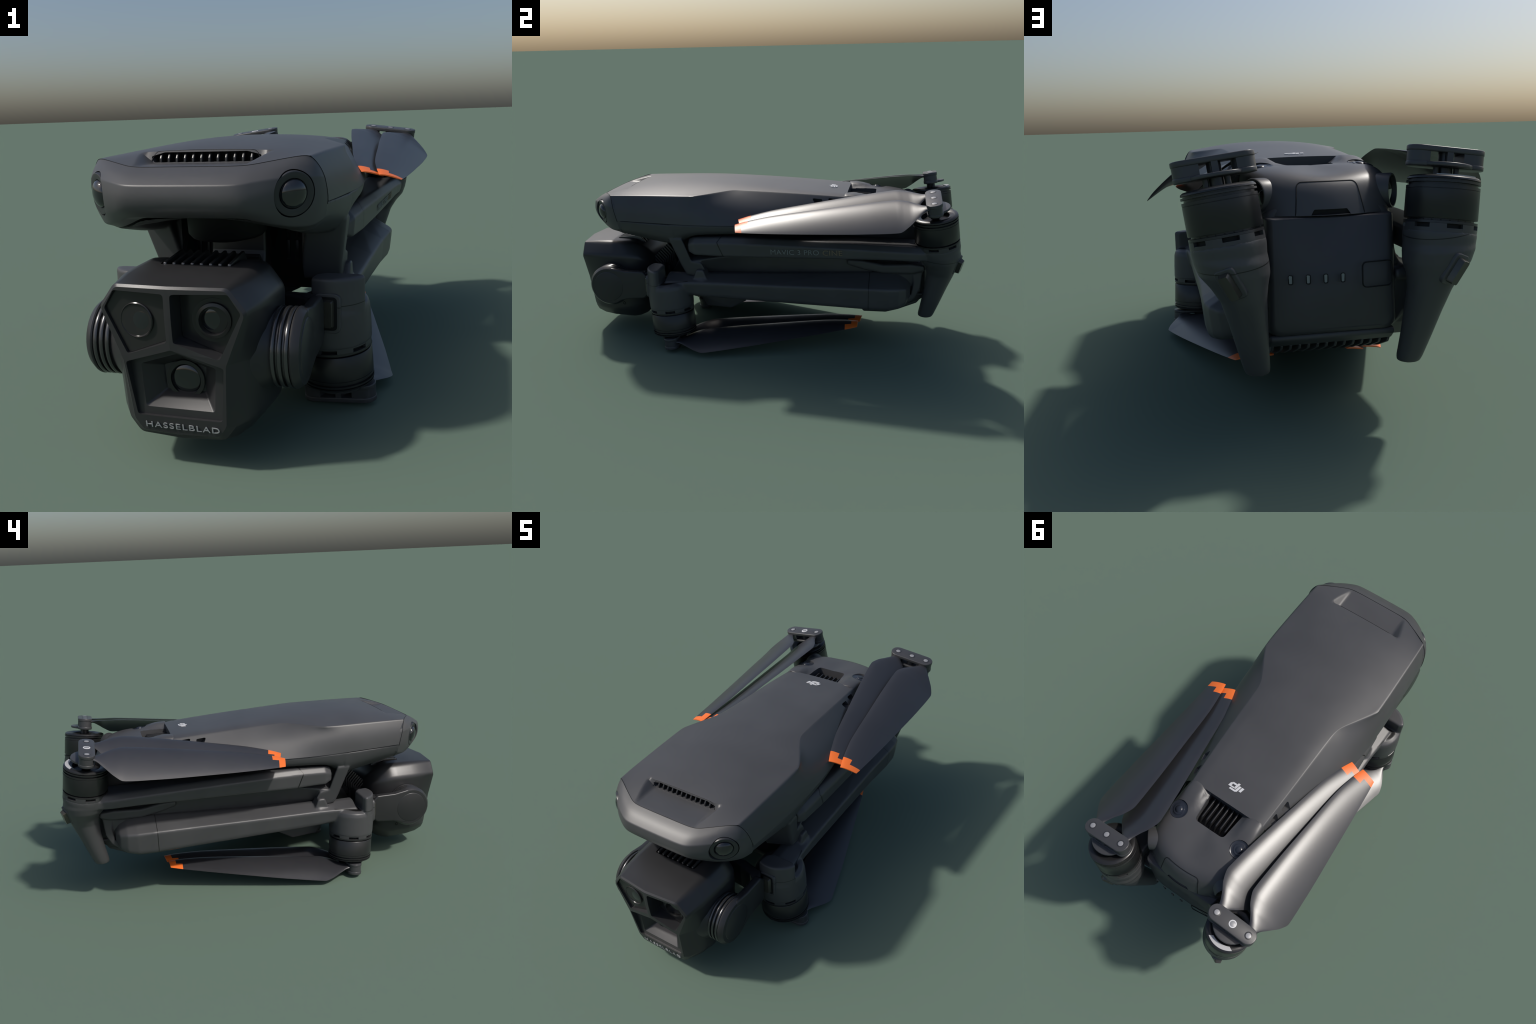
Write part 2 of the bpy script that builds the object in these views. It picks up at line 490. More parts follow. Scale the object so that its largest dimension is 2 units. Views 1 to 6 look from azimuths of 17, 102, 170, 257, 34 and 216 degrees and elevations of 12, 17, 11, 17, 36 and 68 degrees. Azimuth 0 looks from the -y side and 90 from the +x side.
pieces = [hull, tray]
# slanted struts between nose and belly
for s in (1, -1):
    st = prism("s", fillet([(-.468, .585), (-.398, .585), (-.350, .462), (-.30, .455), (-.28, .42), (-.31, .375), (-.378, .385), (-.402, .43)], .012, 4), YZ, .200, .318, .010)
    for v in st.data.vertices:          # leans inward toward the belly
        v.co.x += .022*(v.co.z-.46)/.12 if v.co.z > .46 else -.010*(.46-v.co.z)/.08
        v.co.y += (v.co.x-.25)*.42
        v.co.x *= s
    if s < 0: st.data.flip_normals()
    pieces.append(st)
# rails and hoops that wrap the front arm hinges at the rear
for s in (1, -1):
    top = prism("t", fillet([(.455, .490), (.53, .488), (.63, .470), (.76, .478), (.825, .472), (.832, .445), (.77, .428), (.63, .424), (.54, .440), (.455, .462)], .012, 4), YZ, .19, .280, .010)
    hoop = prism("o", fillet([(.76, .46), (.818, .45), (.808, .35), (.782, .300), (.720, .245), (.62, .224), (.56, .240), (.64, .255), (.715, .272), (.765, .32), (.775, .38), (.77, .44)], .012, 4), YZ, .185, .268, .012)
    for ob in (top, hoop):
        if s < 0:
            for v in ob.data.vertices: v.co.x *= -1
            ob.data.flip_normals()
        pieces.append(ob)
lower = fuse("lower_body", pieces, .0042, 3)
cavity = prism("c", fillet([(-.60, .618), (-.30, .600), (-.285, .34), (-.33, .30), (-.60, .30)], .02, 4), YZ, -.200, .200, .015)
cut(lower, [cavity])
finish(lower, M_LOWER, angle=60)

# dark back wall of the gimbal bay with vent slots
wall = box("bay_wall", (-.207, -.30, .33), (.207, -.28, .60))
finish(wall, M_DARK)
vents = []
for s in (1, -1):
    for i in range(3):
        for j in range(2):
            vents.append(box("v", (s*(.125+i*.03)-.006, -.306, .50-j*.075), (s*(.125+i*.03)+.006, -.298, .565-j*.075), .002))
finish(join("bay_vent_bars", vents), M_MOTOR)["kind"] = "stuff"

# belly sensor pod and rear belly pad
pod = prism("belly_sensor_pod", fillet([(-.33, .235), (-.295, .178), (-.16, .168), (-.08, .212), (-.07, .25)], .012, 4), YZ, -.19, .19, .012)
finish(pod, M_LOWER)
for i, (x, y, r) in enumerate([(-.10, -.22, .035), (.10, -.22, .035)]):
    finish(lathe("belly_sensor_lens", [(r, .0), (r, .006), (r*.8, .009), (r*.6, .004), (0, .004)], frame((x, y, .178), (0, .0, -1), (1, 0, 0))), M_GLASS)

# ------------------------------------------------------------------ tail housing and battery
# tail: horizontal slices, rear centre -> side -> front centre
def slice_(z, zr, pts, shoulder=0.0):
    half = [(x, y, z + shoulder*math.sin(math.pi*min(1, x/.30)) + zr*max(0, (y-.62)/.2)) for x, y in pts]
    return sym(half)
TAIL = [
 slice_(.6405, 0, [(0, .836), (.10, .820), (.175, .792), (.209, .735), (.216, .60), (.210, .50), (.206, .43), (0, .43)]),
 slice_(.690, 0, [(0, .815), (.10, .799), (.178, .773), (.217, .722), (.224, .60), (.220, .50), (.212, .43), (0, .43)]),
 slice_(.724, 0, [(0, .794), (.10, .779), (.175, .755), (.214, .706), (.221, .60), (.216, .50), (.209, .43), (0, .43)]),
 slice_(.745, -.006, [(0, .768), (.098, .754), (.164, .731), (.203, .686), (.209, .60), (.205, .50), (.198, .43), (0, .43)], .006),
 slice_(.753, -.014, [(0, .735), (.090, .722), (.143, .702), (.180, .658), (.188, .60), (.186, .50), (.182, .43), (0, .43)], .015),
 slice_(.754, -.004, [(0, .66), (.06, .65), (.10, .640), (.125, .62), (.14, .59), (.14, .50), (.14, .43), (0, .43)], .019),
]
tail = ring_loft("tail_housing", TAIL, creases={6: .9}, levels=3, end_crease=(1.0, .0))
def smooth(t): t = max(0, min(1, t)); return t*t*(3-2*t)
for v in tail.data.vertices:
    if v.co.z > .70:
        ax = abs(v.co.x)
        v.co.z += .022*smooth((ax-.085)/.04)*smooth((.235-ax)/.05)*smooth((.60-v.co.y)/.14)*smooth((v.co.z-.70)/.05)
tail.data.update()
sensor_seat = {}
for s in (1, -1):
    hit, loc, nor, _ = tail.ray_cast(V((.163*s, .576, 1.0)), V((0, 0, -1)))
    nor = (nor + V((.10*s, .10, .6))).normalized()
    sensor_seat[s] = (loc, nor)
cut(tail, [lathe("c", [(.0425, -.008), (.0425, .05)], frame(sensor_seat[s][0], sensor_seat[s][1], (1, 0, 0)), 48) for s in (1, -1)])
vent_cut = prism("c", fillet([(-.092, .40), (.092, .40), (.076, .575), (-.076, .575)], [0, 0, .02, .02]), I4, .712, .83)
cut(tail, [vent_cut])
finish(tail, M_BODY, angle=38)
finish(prism("exhaust_back", fillet([(-.092, .40), (.092, .40), (.076, .575), (-.076, .575)], .004), I4, .705, .714), M_DARK)
bars = []
for i in range(6):
    x = -.062 + i*.0248
    bars.append(prism("b", fillet([(.43, .712), (.43, .7535), (.545, .7535), (.572, .712)], [0, .003, .01, 0], 3), YZ, x-.0032, x+.0032, .0012))
finish(join("exhaust_bars", bars), M_MOTOR)["kind"] = "stuff"
for s in (1, -1):
    F = frame(sensor_seat[s][0], sensor_seat[s][1], (1, 0, 0))
    finish(lathe("rear_sensor_lens", [(.0415, -.02), (.0415, -.004), (.040, -.0035), (.034, -.006), (.026, -.004), (.025, -.002), (.017, -.0015), (.015, .001), (.008, .003), (0, .0035)], F, 48), M_SENSOR, parent=tail)
    F = frame((.201*s, .736, .694), V((.82*s, .57, .04)), (0, 0, 1))
    rim = finish(lathe("side_sensor_rim", [(.052, -.04), (.052, .008), (.050, .012), (.046, .012), (.043, .0), (.042, -.03)], F, 48), M_BODY)
    finish(lathe("side_sensor_lens", [(.0435, -.03), (.0435, .0), (.030, .002), (.0, .008)], F, 48), M_GLASS, parent=rim)

# battery: rounded slab seen from behind
def lean_y(z): return .030*math.sin(math.pi*max(0, min(1, (.6385-z)/.41)))
BAT = []
for (y, w, zb, zt) in [(.70, .192, .296, .6385), (.785, .192, .296, .6385), (.805, .190, .298, .638), (.813, .184, .303, .6365), (.816, .172, .314, .633)]:
    poly = fillet([(-w, zb), (w, zb), (w*.98, zt), (-w*.98, zt)], [.032, .032, .008, .008], 6)
    BAT.append([(x, y + (.022*(1-(x/.2)**2) + lean_y(z))*(1 if y > .75 else 0), z) for x, z in poly])
bat = ring_loft("battery", BAT, levels=0)
finish(bat, M_BATT, angle=50)
def back_y(x): return .816 + .022*(1-(x/.2)**2)
# latch panel on the tail, charge lights and power button on the battery
lp = fillet([(-.101, .6405), (.101, .6405), (.088, .732), (-.088, .732)], [.001, .001, .020, .020], 5)
def groove(name, poly, yfun, mat, r=.0014, parent=ROOT):
    """thin dark seam along a closed or open outline on the rear face"""
    c = bpy.data.curves.new(name, 'CURVE'); c.dimensions = '3D'; c.bevel_depth = r; c.bevel_resolution = 1
    sp = c.splines.new('POLY'); sp.points.add(len(poly)-1); sp.use_cyclic_u = True
    for p, (x, z) in zip(sp.points, poly):
        p.co = (x, yfun(x, z), z, 1)
    tmp = bpy.data.objects.new(name, c); COL.objects.link(tmp)
    dg = bpy.context.evaluated_depsgraph_get(); dg.update()
    me = bpy.data.meshes.new_from_object(tmp.evaluated_get(dg))
    bpy.data.objects.remove(tmp); bpy.data.curves.remove(c)
    ob = bpy.data.objects.new(name, me); COL.objects.link(ob)
    return finish(ob, mat, parent)
def tail_face(x, z):
    hit, loc, nor, _ = tail.ray_cast(V((x, 1.2, max(z, .645))), V((0, -1, 0)))
    return loc.y if hit else .8
dense = []
for (x0, z0), (x1, z1) in zip(lp, lp[1:] + lp[:1]):
    m_ = max(1, int(math.hypot(x1-x0, z1-z0)/.008))
    dense += [(lerp(x0, x1, i/m_), lerp(z0, z1, i/m_)) for i in range(m_)]
groove("latch_gap", dense, tail_face, M_DARK, .0018, tail)
notch = fillet([(-.058, .6415), (.058, .6415), (.048, .657), (-.048, .657)], [0, 0, .005, .005], 3)
cut(tail, [prism("c", notch, XZ, .812, .86)])
finish(tail, M_BODY, angle=38)
finish(prism("latch_notch", notch, XZ, .790, .814), M_DARK, tail)
bpoly = fillet([(-.170, .434), (-.079, .434), (-.079, .506), (-.170, .506)], .015, 5)
def bface(x, z): return back_y(x) + lean_y(z) + .0005
groove("power_button_gap", bpoly, bface, M_DARK, .0022, bat)
for i in range(4):
    x = .128 - i*.0495
    pl = fillet([(x-.0055, .455), (x+.0055, .455), (x+.0055, .480), (x-.0055, .480)], .004, 3)
    groove("charge_light_gap", pl, bface, M_DARK, .0016, bat)
    finish(prism("charge_light", [(a, c) for a, c in pl], XZ, back_y(x)+lean_y(.467)-.004, back_y(x)+lean_y(.467)+.0008), M_TEXT, bat)

# rear skirt under the battery with cooling ribs
skirt = prism("rear_skirt", fillet([(.55, .31), (.830, .300), (.834, .285), (.806, .262), (.71, .232), (.55, .232)], .010, 4), YZ, -.188, .188, .014)
for v in skirt.data.vertices: v.co.y += .014*(1-(v.co.x/.19)**2) if v.co.y > .7 else 0
finish(skirt, M_LOWER)
ribs = []
for i in range(14):
    x = -.176 + i*.0271
    ribs.append(prism("r", fillet([(.50, .225), (.535, .187), (.645, .188), (.705, .206), (.795, .245), (.812, .265), (.70, .255)], .006, 3), YZ, x-.004, x+.004, .0015))
finish(join("cooling_ribs", ribs), M_LOWER)["kind"] = "stuff"
finish(prism("rib_tray", fillet([(.48, .232), (.535, .200), (.64, .200), (.79, .257), (.79, .30), (.48, .30)], .01, 3), YZ, -.185, .185, .004), M_DARK)

# ------------------------------------------------------------------ motors
def motor(name, c, axis, r, h0, h1, parent, top_ring=True):
    """bell motor: c is on the axis, heights along axis; grooves and air slots near both ends"""
    F = frame(c, axis, (1, 0, 0))
    H = h1 - h0
    prof = [(r*.9, h0-.002), (r*.9, h0+.004), (r*.985, h0+.004), (r, h0+.006), (r, h0+H*.70), (r*.985, h0+H*.705), (r*.985, h0+H*.715),
            (r*1.0, h0+H*.72), (r*1.0, h0+H*.79), (r*.93, h0+H*.795), (r*.93, h0+H*.85), (r*1.005, h0+H*.855), (r*1.005, h0+H*.90),
            (r*.94, h0+H*.905), (r*.94, h0+H*.935), (r*1.0, h0+H*.94), (r*.99, h0+H*.98), (r*.93, h1+.002), (r*.80, h1+.004), (r*.62, h1-.004), (r*.60, h1-.02), (0, h1-.02)]
    m = finish(lathe(name, prof, F), M_MOTOR, parent)
    return m, F

def stator_ring(name, F, r, h, parent):
    """slotted collar between bell and housing"""
    core = lathe("c", [(r*.90, h-.004), (r*.90, h+.030)], F, 48)
    core.data.materials.append(M_DARK)
    cap = lathe("c", [(r*.86, h+.0175), (r*.985, h+.0178), (r*1.0, h+.019), (r*1.0, h+.0255), (r*.92, h+.0265)], F)
    cap.data.materials.append(M_RING)
    low = lathe("c", [(r*.86, h-.004), (r*.998, h-.004), (r*.998, h+.0065), (r*.86, h+.0068)], F)
    low.data.materials.append(M_HUB)
    parts = [core, cap, low]
    for k in range(7):
        a0 = 2*math.pi*k/7; a1 = a0 + 2*math.pi/7*.50
        poly = [(r*math.cos(lerp(a0, a1, t/6)), r*math.sin(lerp(a0, a1, t/6))) for t in range(7)] + [(r*.85*math.cos(lerp(a1, a0, t/6)), r*.85*math.sin(lerp(a1, a0, t/6))) for t in range(7)]
        p = prism("c", poly, F, h, h+.0185); p.data.materials.append(M_HUB); parts.append(p)
    ob = join(name, parts)
    return finish(ob, None, parent)

# ------------------------------------------------------------------ propeller blades
BLADE_IN = [(0, -.016, 0), (.035, -.021, .002), (.075, -.043, .009), (.120, -.076, .016), (.170, -.094, .020), (.30, -.089, .022), (.55, -.071, .023), (.75, -.055, .022), (.87, -.033, .018), (.93, -.017, .013)]
BLADE_OUT = [(0, .016, 0), (.035, .024, -.004), (.075, .056, -.022), (.120, .093, -.047), (.160, .110, -.062), (.30, .105, -.055), (.55, .088, -.036), (.75, .073, -.018), (.87, .063, -.005), (.915, .058, .001)]
def blade(name, F, turn, parent, flip=1, droop=0.0, size=1.0, tip_side=0, narrow=0.0):
    """twisted, cambered blade in local frame F (x outward, y along the blade, z up the axis)"""
    NS, NW, T = 90, 14, .0045
    vs, fs, mi = [], [], []
    def pt(i, j, side):
        s = i/NS
        yi = .93*s; yo = .915*s
        a = curve_at(BLADE_IN, yi); b = curve_at(BLADE_OUT, yo)
        w = j/NW
        b[0] -= narrow*min(1, s*5)
        if narrow: b[1] *= .68
        x = lerp(a[0], b[0], w); y = lerp(yi, yo, w); z = lerp(a[1], b[1], w)
        span = min(1, s*6)
        z += .088*(b[0]-a[0])*4*(w**.85)*(1-w**.85)*span*(1-.5*s)
        th = T*(1+3.0*(1-min(1, s*9)))*max(.12, (4*w*(1-w))**.5)
        z += side*th*flip*.5 if side else 0
        if s > .985: y += 0
        x, y = x*math.cos(turn)+y*math.sin(turn), y*math.cos(turn)-x*math.sin(turn)
        return F @ V((x, y*size, z + droop*y))
    for side in (1, -1):
        for i in range(NS+1):
            for j in range(NW+1):
                vs.append(pt(i, j, side))
    n = NW+1; N = n*(NS+1)
    def paint(i, j):
        s = (i+.5)/NS; w = (j+.5)/NW
        if tip_side: w = 1-w
        return 1 if s > .962 or (w < .42 and s > .934) else 0
    for i in range(NS):
        for j in range(NW):
            a = i*n+j
            fs.append((a, a+1, a+n+1, a+n)); mi.append(paint(i, j))
            fs.append((N+a, N+a+n, N+a+n+1, N+a+1)); mi.append(paint(i, j))
    for i in range(NS):
        for a, e in ((i*n, 0), (i*n+NW, NW-1)):
            fs.append((a, a+n, N+a+n, N+a)); mi.append(paint(i, e))
    for j in range(NW):
        for i in (0, NS):
            a = i*n+j
            fs.append((a, a+1, N+a+1, N+a)); mi.append(paint(min(i, NS-1), j))
    ob = raw(name, vs, fs)
    finish(ob, M_PROP, parent, 50)
    ob.data.materials.append(M_ORANGE)
    for p, k in zip(ob.data.polygons, mi):
        p.material_index = k
    return ob

def stadium(hl, r, n=10, dx=0):
    pts = []
    for k in range(n+1):
        a = -math.pi/2 + math.pi*k/n; pts.append((dx+hl+r*math.cos(a), r*math.sin(a)))
    for k in range(n+1):
        a = math.pi/2 + math.pi*k/n; pts.append((dx-hl+r*math.cos(a), r*math.sin(a)))
    return pts

def rotor(name, c, axis, xdir, white=False, blade_sign=-1, turn_a=0.0, turn_b=0.102, hb=-.058, zb=-.018, zsign=1, screws=True):
    """hub: two plates joined by end blocks, three screws, two folded blades. c = top of hub on axis"""
    F = frame(c, axis, xdir)
    parts = [prism("p", stadium(.078, .0365), F, -.016, 0, .003),
             prism("p", stadium(.078, .0365), F, hb, hb+.014, .003)]
    for sx in (1, -1):
        parts.append(lathe("p", [(.033, hb+.01), (.033, -.01)], F @ Matrix.Translation((sx*.080, 0, 0)), 32))
        parts.append(prism("p", [(sx*.050-.008, -.034), (sx*.050+.03*sx, -.034), (sx*.050+.03*sx, .033), (sx*.050-.008, .033)], F, hb+.01, -.01))
    parts.append(box("p", (-.009, .008, hb+.01), (.009, .0355, -.01), M=F))
    parts.append(lathe("p", [(.02, hb-.022), (.02, -.01)], F, 32))
    for sx in (1, -1):
        parts.append(lathe("p", [(.008, hb-.03), (.008, hb+.005)], F @ Matrix.Translation((sx*.030, .012, 0)), 16))
    # crescent shaped lower flange
    cres = [(.080*math.cos(a), .080*math.sin(a)*.9) for a in [math.pi*k/16 for k in range(17)]]
    parts.append(prism("p", cres, F, hb+.001, hb+.012, .003))
    hub = finish(join(name, parts), M_HUB)
    if screws:
        for k, dx in enumerate((-.079, 0, .079)):
            L = F @ Matrix.Translation((dx, 0, 0))
            finish(lathe("screw_recess", [(.0165, -.002), (.0165, .0006), (.012, .0012), (.0115, -.001)], L, 32), M_WHITE if (white and k == 1) else M_LENSRING, hub)
            finish(lathe("screw", [(.0115, -.004), (.0115, .0008), (.010, .0014), (0, .0014)], L, 24), M_SCREW, hub)
    for dx, turn in ((.079, turn_a), (-.077, turn_b)):
        B = F @ Matrix.Translation((dx, 0, zb + ((.002 if zsign > 0 else -.006) if dx < 0 else 0))) @ Matrix.Diagonal((1, blade_sign, zsign, 1))
        blade("blade", B, turn, hub, size=1.0 if zsign > 0 else 1.04, tip_side=0 if zsign > 0 else 1, narrow=0 if zsign > 0 else .014, droop=0 if zsign > 0 else .012)
    return hub, F

# ------------------------------------------------------------------ rear arms
REAR_AXIS = V((.13, -.135, 1)).normalized()
REAR_C = V((.3055, .8745, .62))
def on_rear_axis(z): return REAR_C + REAR_AXIS*((z-.62)/REAR_AXIS.z)
REAR_ARM = [  # y, inner x, outer x, bottom z, top z
 (-.335, .250, .328, .512, .578), (-.30, .238, .345, .500, .590), (-.15, .232, .356, .500, .598), (.10, .228, .369, .508, .600),
 (.40, .226, .379, .516, .597), (.65, .226, .385, .522, .592), (.76, .226, .390, .522, .590), (.86, .235, .384, .525, .588)]
def rear_arm():
    rings = []
    for y, xi, xo, zb, zt in REAR_ARM:
        poly = fillet([(xi, zb), (xo-.006, zb), (xo, zt-.028), (xo-.022, zt), (xi, zt)], [.012, .012, .014, .016, .012], 4)
        rings.append([(x, y, z) for x, z in poly])
    beam = ring_loft("b", rings, levels=0)
    F = frame(REAR_C, REAR_AXIS, (1, 0, 0))
    house = lathe("h", [(.05, -.11), (.085, -.10), (.100, -.075), (.1035, -.05), (.1035, -.034)], F)
    LEG = [(.575, .3000, .880, .100, .100), (.540, .2955, .886, .1025, .1025), (.505, .288, .891, .097, .092), (.470, .277, .900, .078, .072), (.430, .266, .897, .064, .063),
           (.360, .2535, .880, .0545, .053), (.280, .2405, .860, .0455, .0445), (.215, .229, .842, .0385, .0385), (.198, .226, .838, .034, .034)]
    lr = [[(cx+rx*math.cos(2*math.pi*k/40), cy+ry*math.sin(2*math.pi*k/40), z - .10*(rx*math.cos(2*math.pi*k/40))*0) for k in range(40)] for z, cx, cy, rx, ry in LEG]
    leg = ring_loft("l", lr, levels=0)
    return fuse("rear_arm", [beam, house, leg], .0042, 5)
ra = finish(rear_arm(), M_RARM, angle=70)
ra2 = mirrored(ra)

def rear_details(parent, s):
    def mx(ob):
        if s < 0:
            for v in ob.data.vertices: v.co.x *= -1
            ob.data.flip_normals()
        return ob
    F = frame(REAR_C, REAR_AXIS, (1, 0, 0))
    mo, _ = motor("motor", REAR_C, REAR_AXIS, .103, -.006, .114, parent); mx(mo)
    sr = stator_ring("motor_collar", F, .103, -.034, parent); mx(sr)
    # smoked status light, faceted
    n = V((.36, .86, -.36)).normalized()
    L = frame((.307, .970, .493), n, V((.42, 0, 1)))
    poly = fillet([(-.042, -.024), (.042, -.024), (.042, .024), (-.042, .024)], .009, 3)
    bez = prism("light_bezel", fillet([(-.048, -.030), (.048, -.030), (.048, .030), (-.048, .030)], .016, 4), L, -.05, .006, .004)
    finish(mx(bez), M_RARM, parent)
    led = prism("status_light", poly, L, -.02, .012, 0)
    for v in led.data.vertices:
        lc = L.inverted() @ v.co
        if lc.z > 0:
            lc.x *= .86; lc.y *= .55
            lc.z += .012
            v.co = L @ lc
    finish(mx(led), M_LED, parent, 20)
    hp = finish(lathe("rotor_shaft", [(.022, .10), (.022, .15)], F, 24), M_RING, parent); mx(hp)
rear_details(ra, 1); rear_details(ra2, -1)
top = on_rear_axis(.816)
hub, _ = rotor("rear_propeller", top, REAR_AXIS, (1, 0, 0))
# mirrored rear propeller
hub2 = mirrored(hub); hub2.data.materials.clear(); hub2.data.materials.append(M_HUB)
for ch in list(hub.children):
    c2 = mirrored(ch, hub2)
    if ch.name == "screw_recess.001":
        c2.data.materials.clear(); c2.data.materials.append(M_WHITE)
F2 = frame((-REAR_C.x, REAR_C.y, REAR_C.z), (-REAR_AXIS.x, REAR_AXIS.y, REAR_AXIS.z), (1, 0, 0))
arc = [(.095*math.cos(a), .095*math.sin(a)) for a in [math.radians(55+k*5) for k in range(16)]] + [(.081*math.cos(a), .076*math.sin(a)) for a in [math.radians(122-k*4) for k in range(16)]]
finish(prism("motor_index_mark", arc, F2, .110, .1185), M_MARK, ra2)

# model lettering on the right arm
def face_x(y): return curve_at([(r[0], r[2]) for r in REAR_ARM], y)[0]
ang = math.atan2(face_x(.45)-face_x(.08), .37)
tilt = V((math.cos(ang), -math.sin(ang), -.09)).normalized()
L = frame((face_x(.09)-.0015, .092, .529), tilt, (math.sin(ang), math.cos(ang), .03))
lettering("model_lettering", "MAVIC 3 PRO", L, .036, M_TEXT, .0006, 1.05, .238, ra)
L = frame((face_x(.35)-.0012, .346, .5365), tilt, (math.sin(ang), math.cos(ang), .03))
lettering("edition_lettering", "CINE", L, .036, M_GOLD, .0006, 1.05, .095, ra)

# ------------------------------------------------------------------ front arms
FRONT_AXIS = V((-.06, -.08, 1)).normalized()
FRONT_C = V((.3085, -.4385, .14))
FRONT_ARM = [  # y, inner x, outer x, bottom z, crease z, top x, top z
 (-.46, .25, .362, .290, .360, .292, .385), (-.36, .25, .360, .288, .360, .288, .385), (-.26, .240, .354, .278, .361, .280, .388), (.10, .215, .352, .266, .362, .266, .396),
 (.40, .205, .354, .258, .365, .262, .412), (.58, .200, .363, .255, .369, .266, .426), (.66, .200, .361, .256, .368, .266, .427), (.708, .200, .350, .265, .367, .262, .421), (.742, .200, .324, .280, .362, .252, .406), (.762, .205, .278, .306, .352, .24, .383)]
def front_arm():
    rings = []
    for y, xi, xo, zb, zc, xt, zt in FRONT_ARM:
        poly = fillet([(xi, zb), (xo-.012, zb), (xo, zc), (xt, zt), (xi, zt)], [.015, .028, .014, .014, .015], 4)
        rings.append([(x, y, z) for x, z in poly])
    beam = ring_loft("b", rings, levels=0)
    F = frame(FRONT_C, FRONT_AXIS, (1, 0, 0))
    house = lathe("h", [(.110, .072), (.113, .080), (.1145, .13), (.1145, .178), (.110, .196), (.09, .208), (0, .214)], F)
    # raised front wall with a round top, following the housing's circle
    arc = [(.303 + .112*math.cos(a), -.449 + .112*math.sin(a)) for a in [math.radians(243 + 95*k/20) for k in range(21)]] + [(.385, -.478), (.285, -.478), (.258, -.500)]
    ridge = prism("r", arc, I4, .30, .426, .024, segs=5)
    saddle = prism("s", fillet([(-.46, .30), (-.46, .358), (-.34, .366), (-.25, .380), (-.25, .30)], .02, 4), YZ, .25, .340, .012)
    clip = prism("k", [(-.318, .370), (-.243, .370), (-.262, .420), (-.298, .420)], YZ, .26, .330, .006)
    return fuse("front_arm", [beam, house, ridge, saddle, clip], .0042, 5)
fa = finish(front_arm(), M_ARM, angle=70)
fa2 = mirrored(fa)
def front_details(parent, s):
    def mx(ob):
        if s < 0:
            for v in ob.data.vertices: v.co.x *= -1
            ob.data.flip_normals()
        return ob
    # motor hangs upside down
    F = frame(FRONT_C, -FRONT_AXIS, (1, 0, 0))
    mo, _ = motor("motor", FRONT_C, -FRONT_AXIS, .1105, -.052, .062, parent); mx(mo)
    sr = stator_ring("motor_collar", F, .1115, -.080, parent); mx(sr)
    n = V((-.05, -1, .0)).normalized()
    L = frame((.303, -.5605, .322), n, (0, 0, 1))
    bez = prism("light_bezel", fillet([(-.060, -.040), (.060, -.040), (.060, .040), (-.060, .040)], .022, 5), L, -.03, .003, .003)
    finish(mx(bez), M_ARM, parent)
    gap = prism("light_gap", fillet([(-.050, -.030), (.050, -.030), (.050, .030), (-.050, .030)], .014, 5), L, -.01, .0042)
    finish(mx(gap), M_DARK, parent)
    led = prism("status_light", fillet([(-.047, -.027), (.047, -.027), (.047, .027), (-.047, .027)], .010, 3), L, -.01, .006, 0)
    for v in led.data.vertices:
        lc = L.inverted() @ v.co
        if lc.z > 0:
            lc.x *= .82; lc.y *= .60; lc.z += .011
            v.co = L @ lc
    finish(mx(led), M_LED, parent, 20)
    hp = finish(lathe("rotor_shaft", [(.022, .04), (.022, .11)], F, 24), M_RING, parent); mx(hp)
front_details(fa, 1); front_details(fa2, -1)
bot = FRONT_C - FRONT_AXIS*((.14-.0085)/FRONT_AXIS.z)
fh, _ = rotor("front_propeller", bot, -FRONT_AXIS, (1, .0, 0), blade_sign=-1, zb=-.036, zsign=-1, turn_a=-.2, turn_b=-.1)
fh2 = mirrored(fh); fh2.data.materials.clear(); fh2.data.materials.append(M_HUB)
for ch in list(fh.children): mirrored(ch, fh2)

# ------------------------------------------------------------------ camera head
def cam_front(x, z): return -.997 + .105*abs(x)*max(0, min(1, (z-.11)/.24)) + max(0, .35-z)*.172
FRONT_OUT = [(0, .4985), (.150, .4965), (.1965, .436), (.142, .300), (.130, .130), (.108, .098), (0, .092)]
BACK_OUT = [(0, .512), (.170, .510), (.220, .442), (.217, .300), (.206, .140), (.145, .070), (0, .060)]
def outline(half, shrink=0.0, scale=1.0, c=(0, .29), rad=(0, .022, .022, .03, .03, .018, 0)):
    full = [(x, z) for x, z in half] + [(-x, z) for x, z in reversed(half[1:-1])]
    r = list(rad) + list(reversed(rad[1:-1]))
    pts = fillet(full, r, 5)
    if shrink:
        pts = [((x*(1-shrink/.17)), c[1]+(z-c[1])*(1-shrink/.2)) for x, z in pts]
    return [(x*scale, c[1]+(z-c[1])*scale) for x, z in pts]
def blend(t): return [(lerp(a[0], b[0], t), lerp(a[1], b[1], t)) for a, b in zip(FRONT_OUT, BACK_OUT)]
rad_back = (0, .05, .05, .05, .06, .06, 0)
HR = []
o0 = outline(FRONT_OUT, .006)
HR.append([(x, cam_front(x, z), z) for x, z in o0])
o1 = outline(FRONT_OUT)
HR.append([(x, cam_front(x, z)+.006, z) for x, z in o1])
for y, t in ((-.945, .22), (-.90, .66), (-.84, .90), (-.76, .98), (-.725, 1.0)):
    rad = [lerp(a, b, t) for a, b in zip((0, .022, .022, .03, .03, .018, 0), rad_back)]
    HR.append([(x, y, z) for x, z in outline(blend(t), rad=rad)])
for y, sc in ((-.695, .975), (-.66, .91), (-.628, .79), (-.606, .62), (-.596, .42)):
    HR.append([(x, y, z) for x, z in outline(BACK_OUT, scale=sc, rad=rad_back)])
n = len(HR[0])
verts = [p for r in HR for p in r]
faces = [(i*n+j, i*n+(j+1) % n, (i+1)*n+(j+1) % n, (i+1)*n+j) for i in range(len(HR)-1) for j in range(n)]
faces.append(tuple((len(HR)-1)*n+j for j in range(n)))
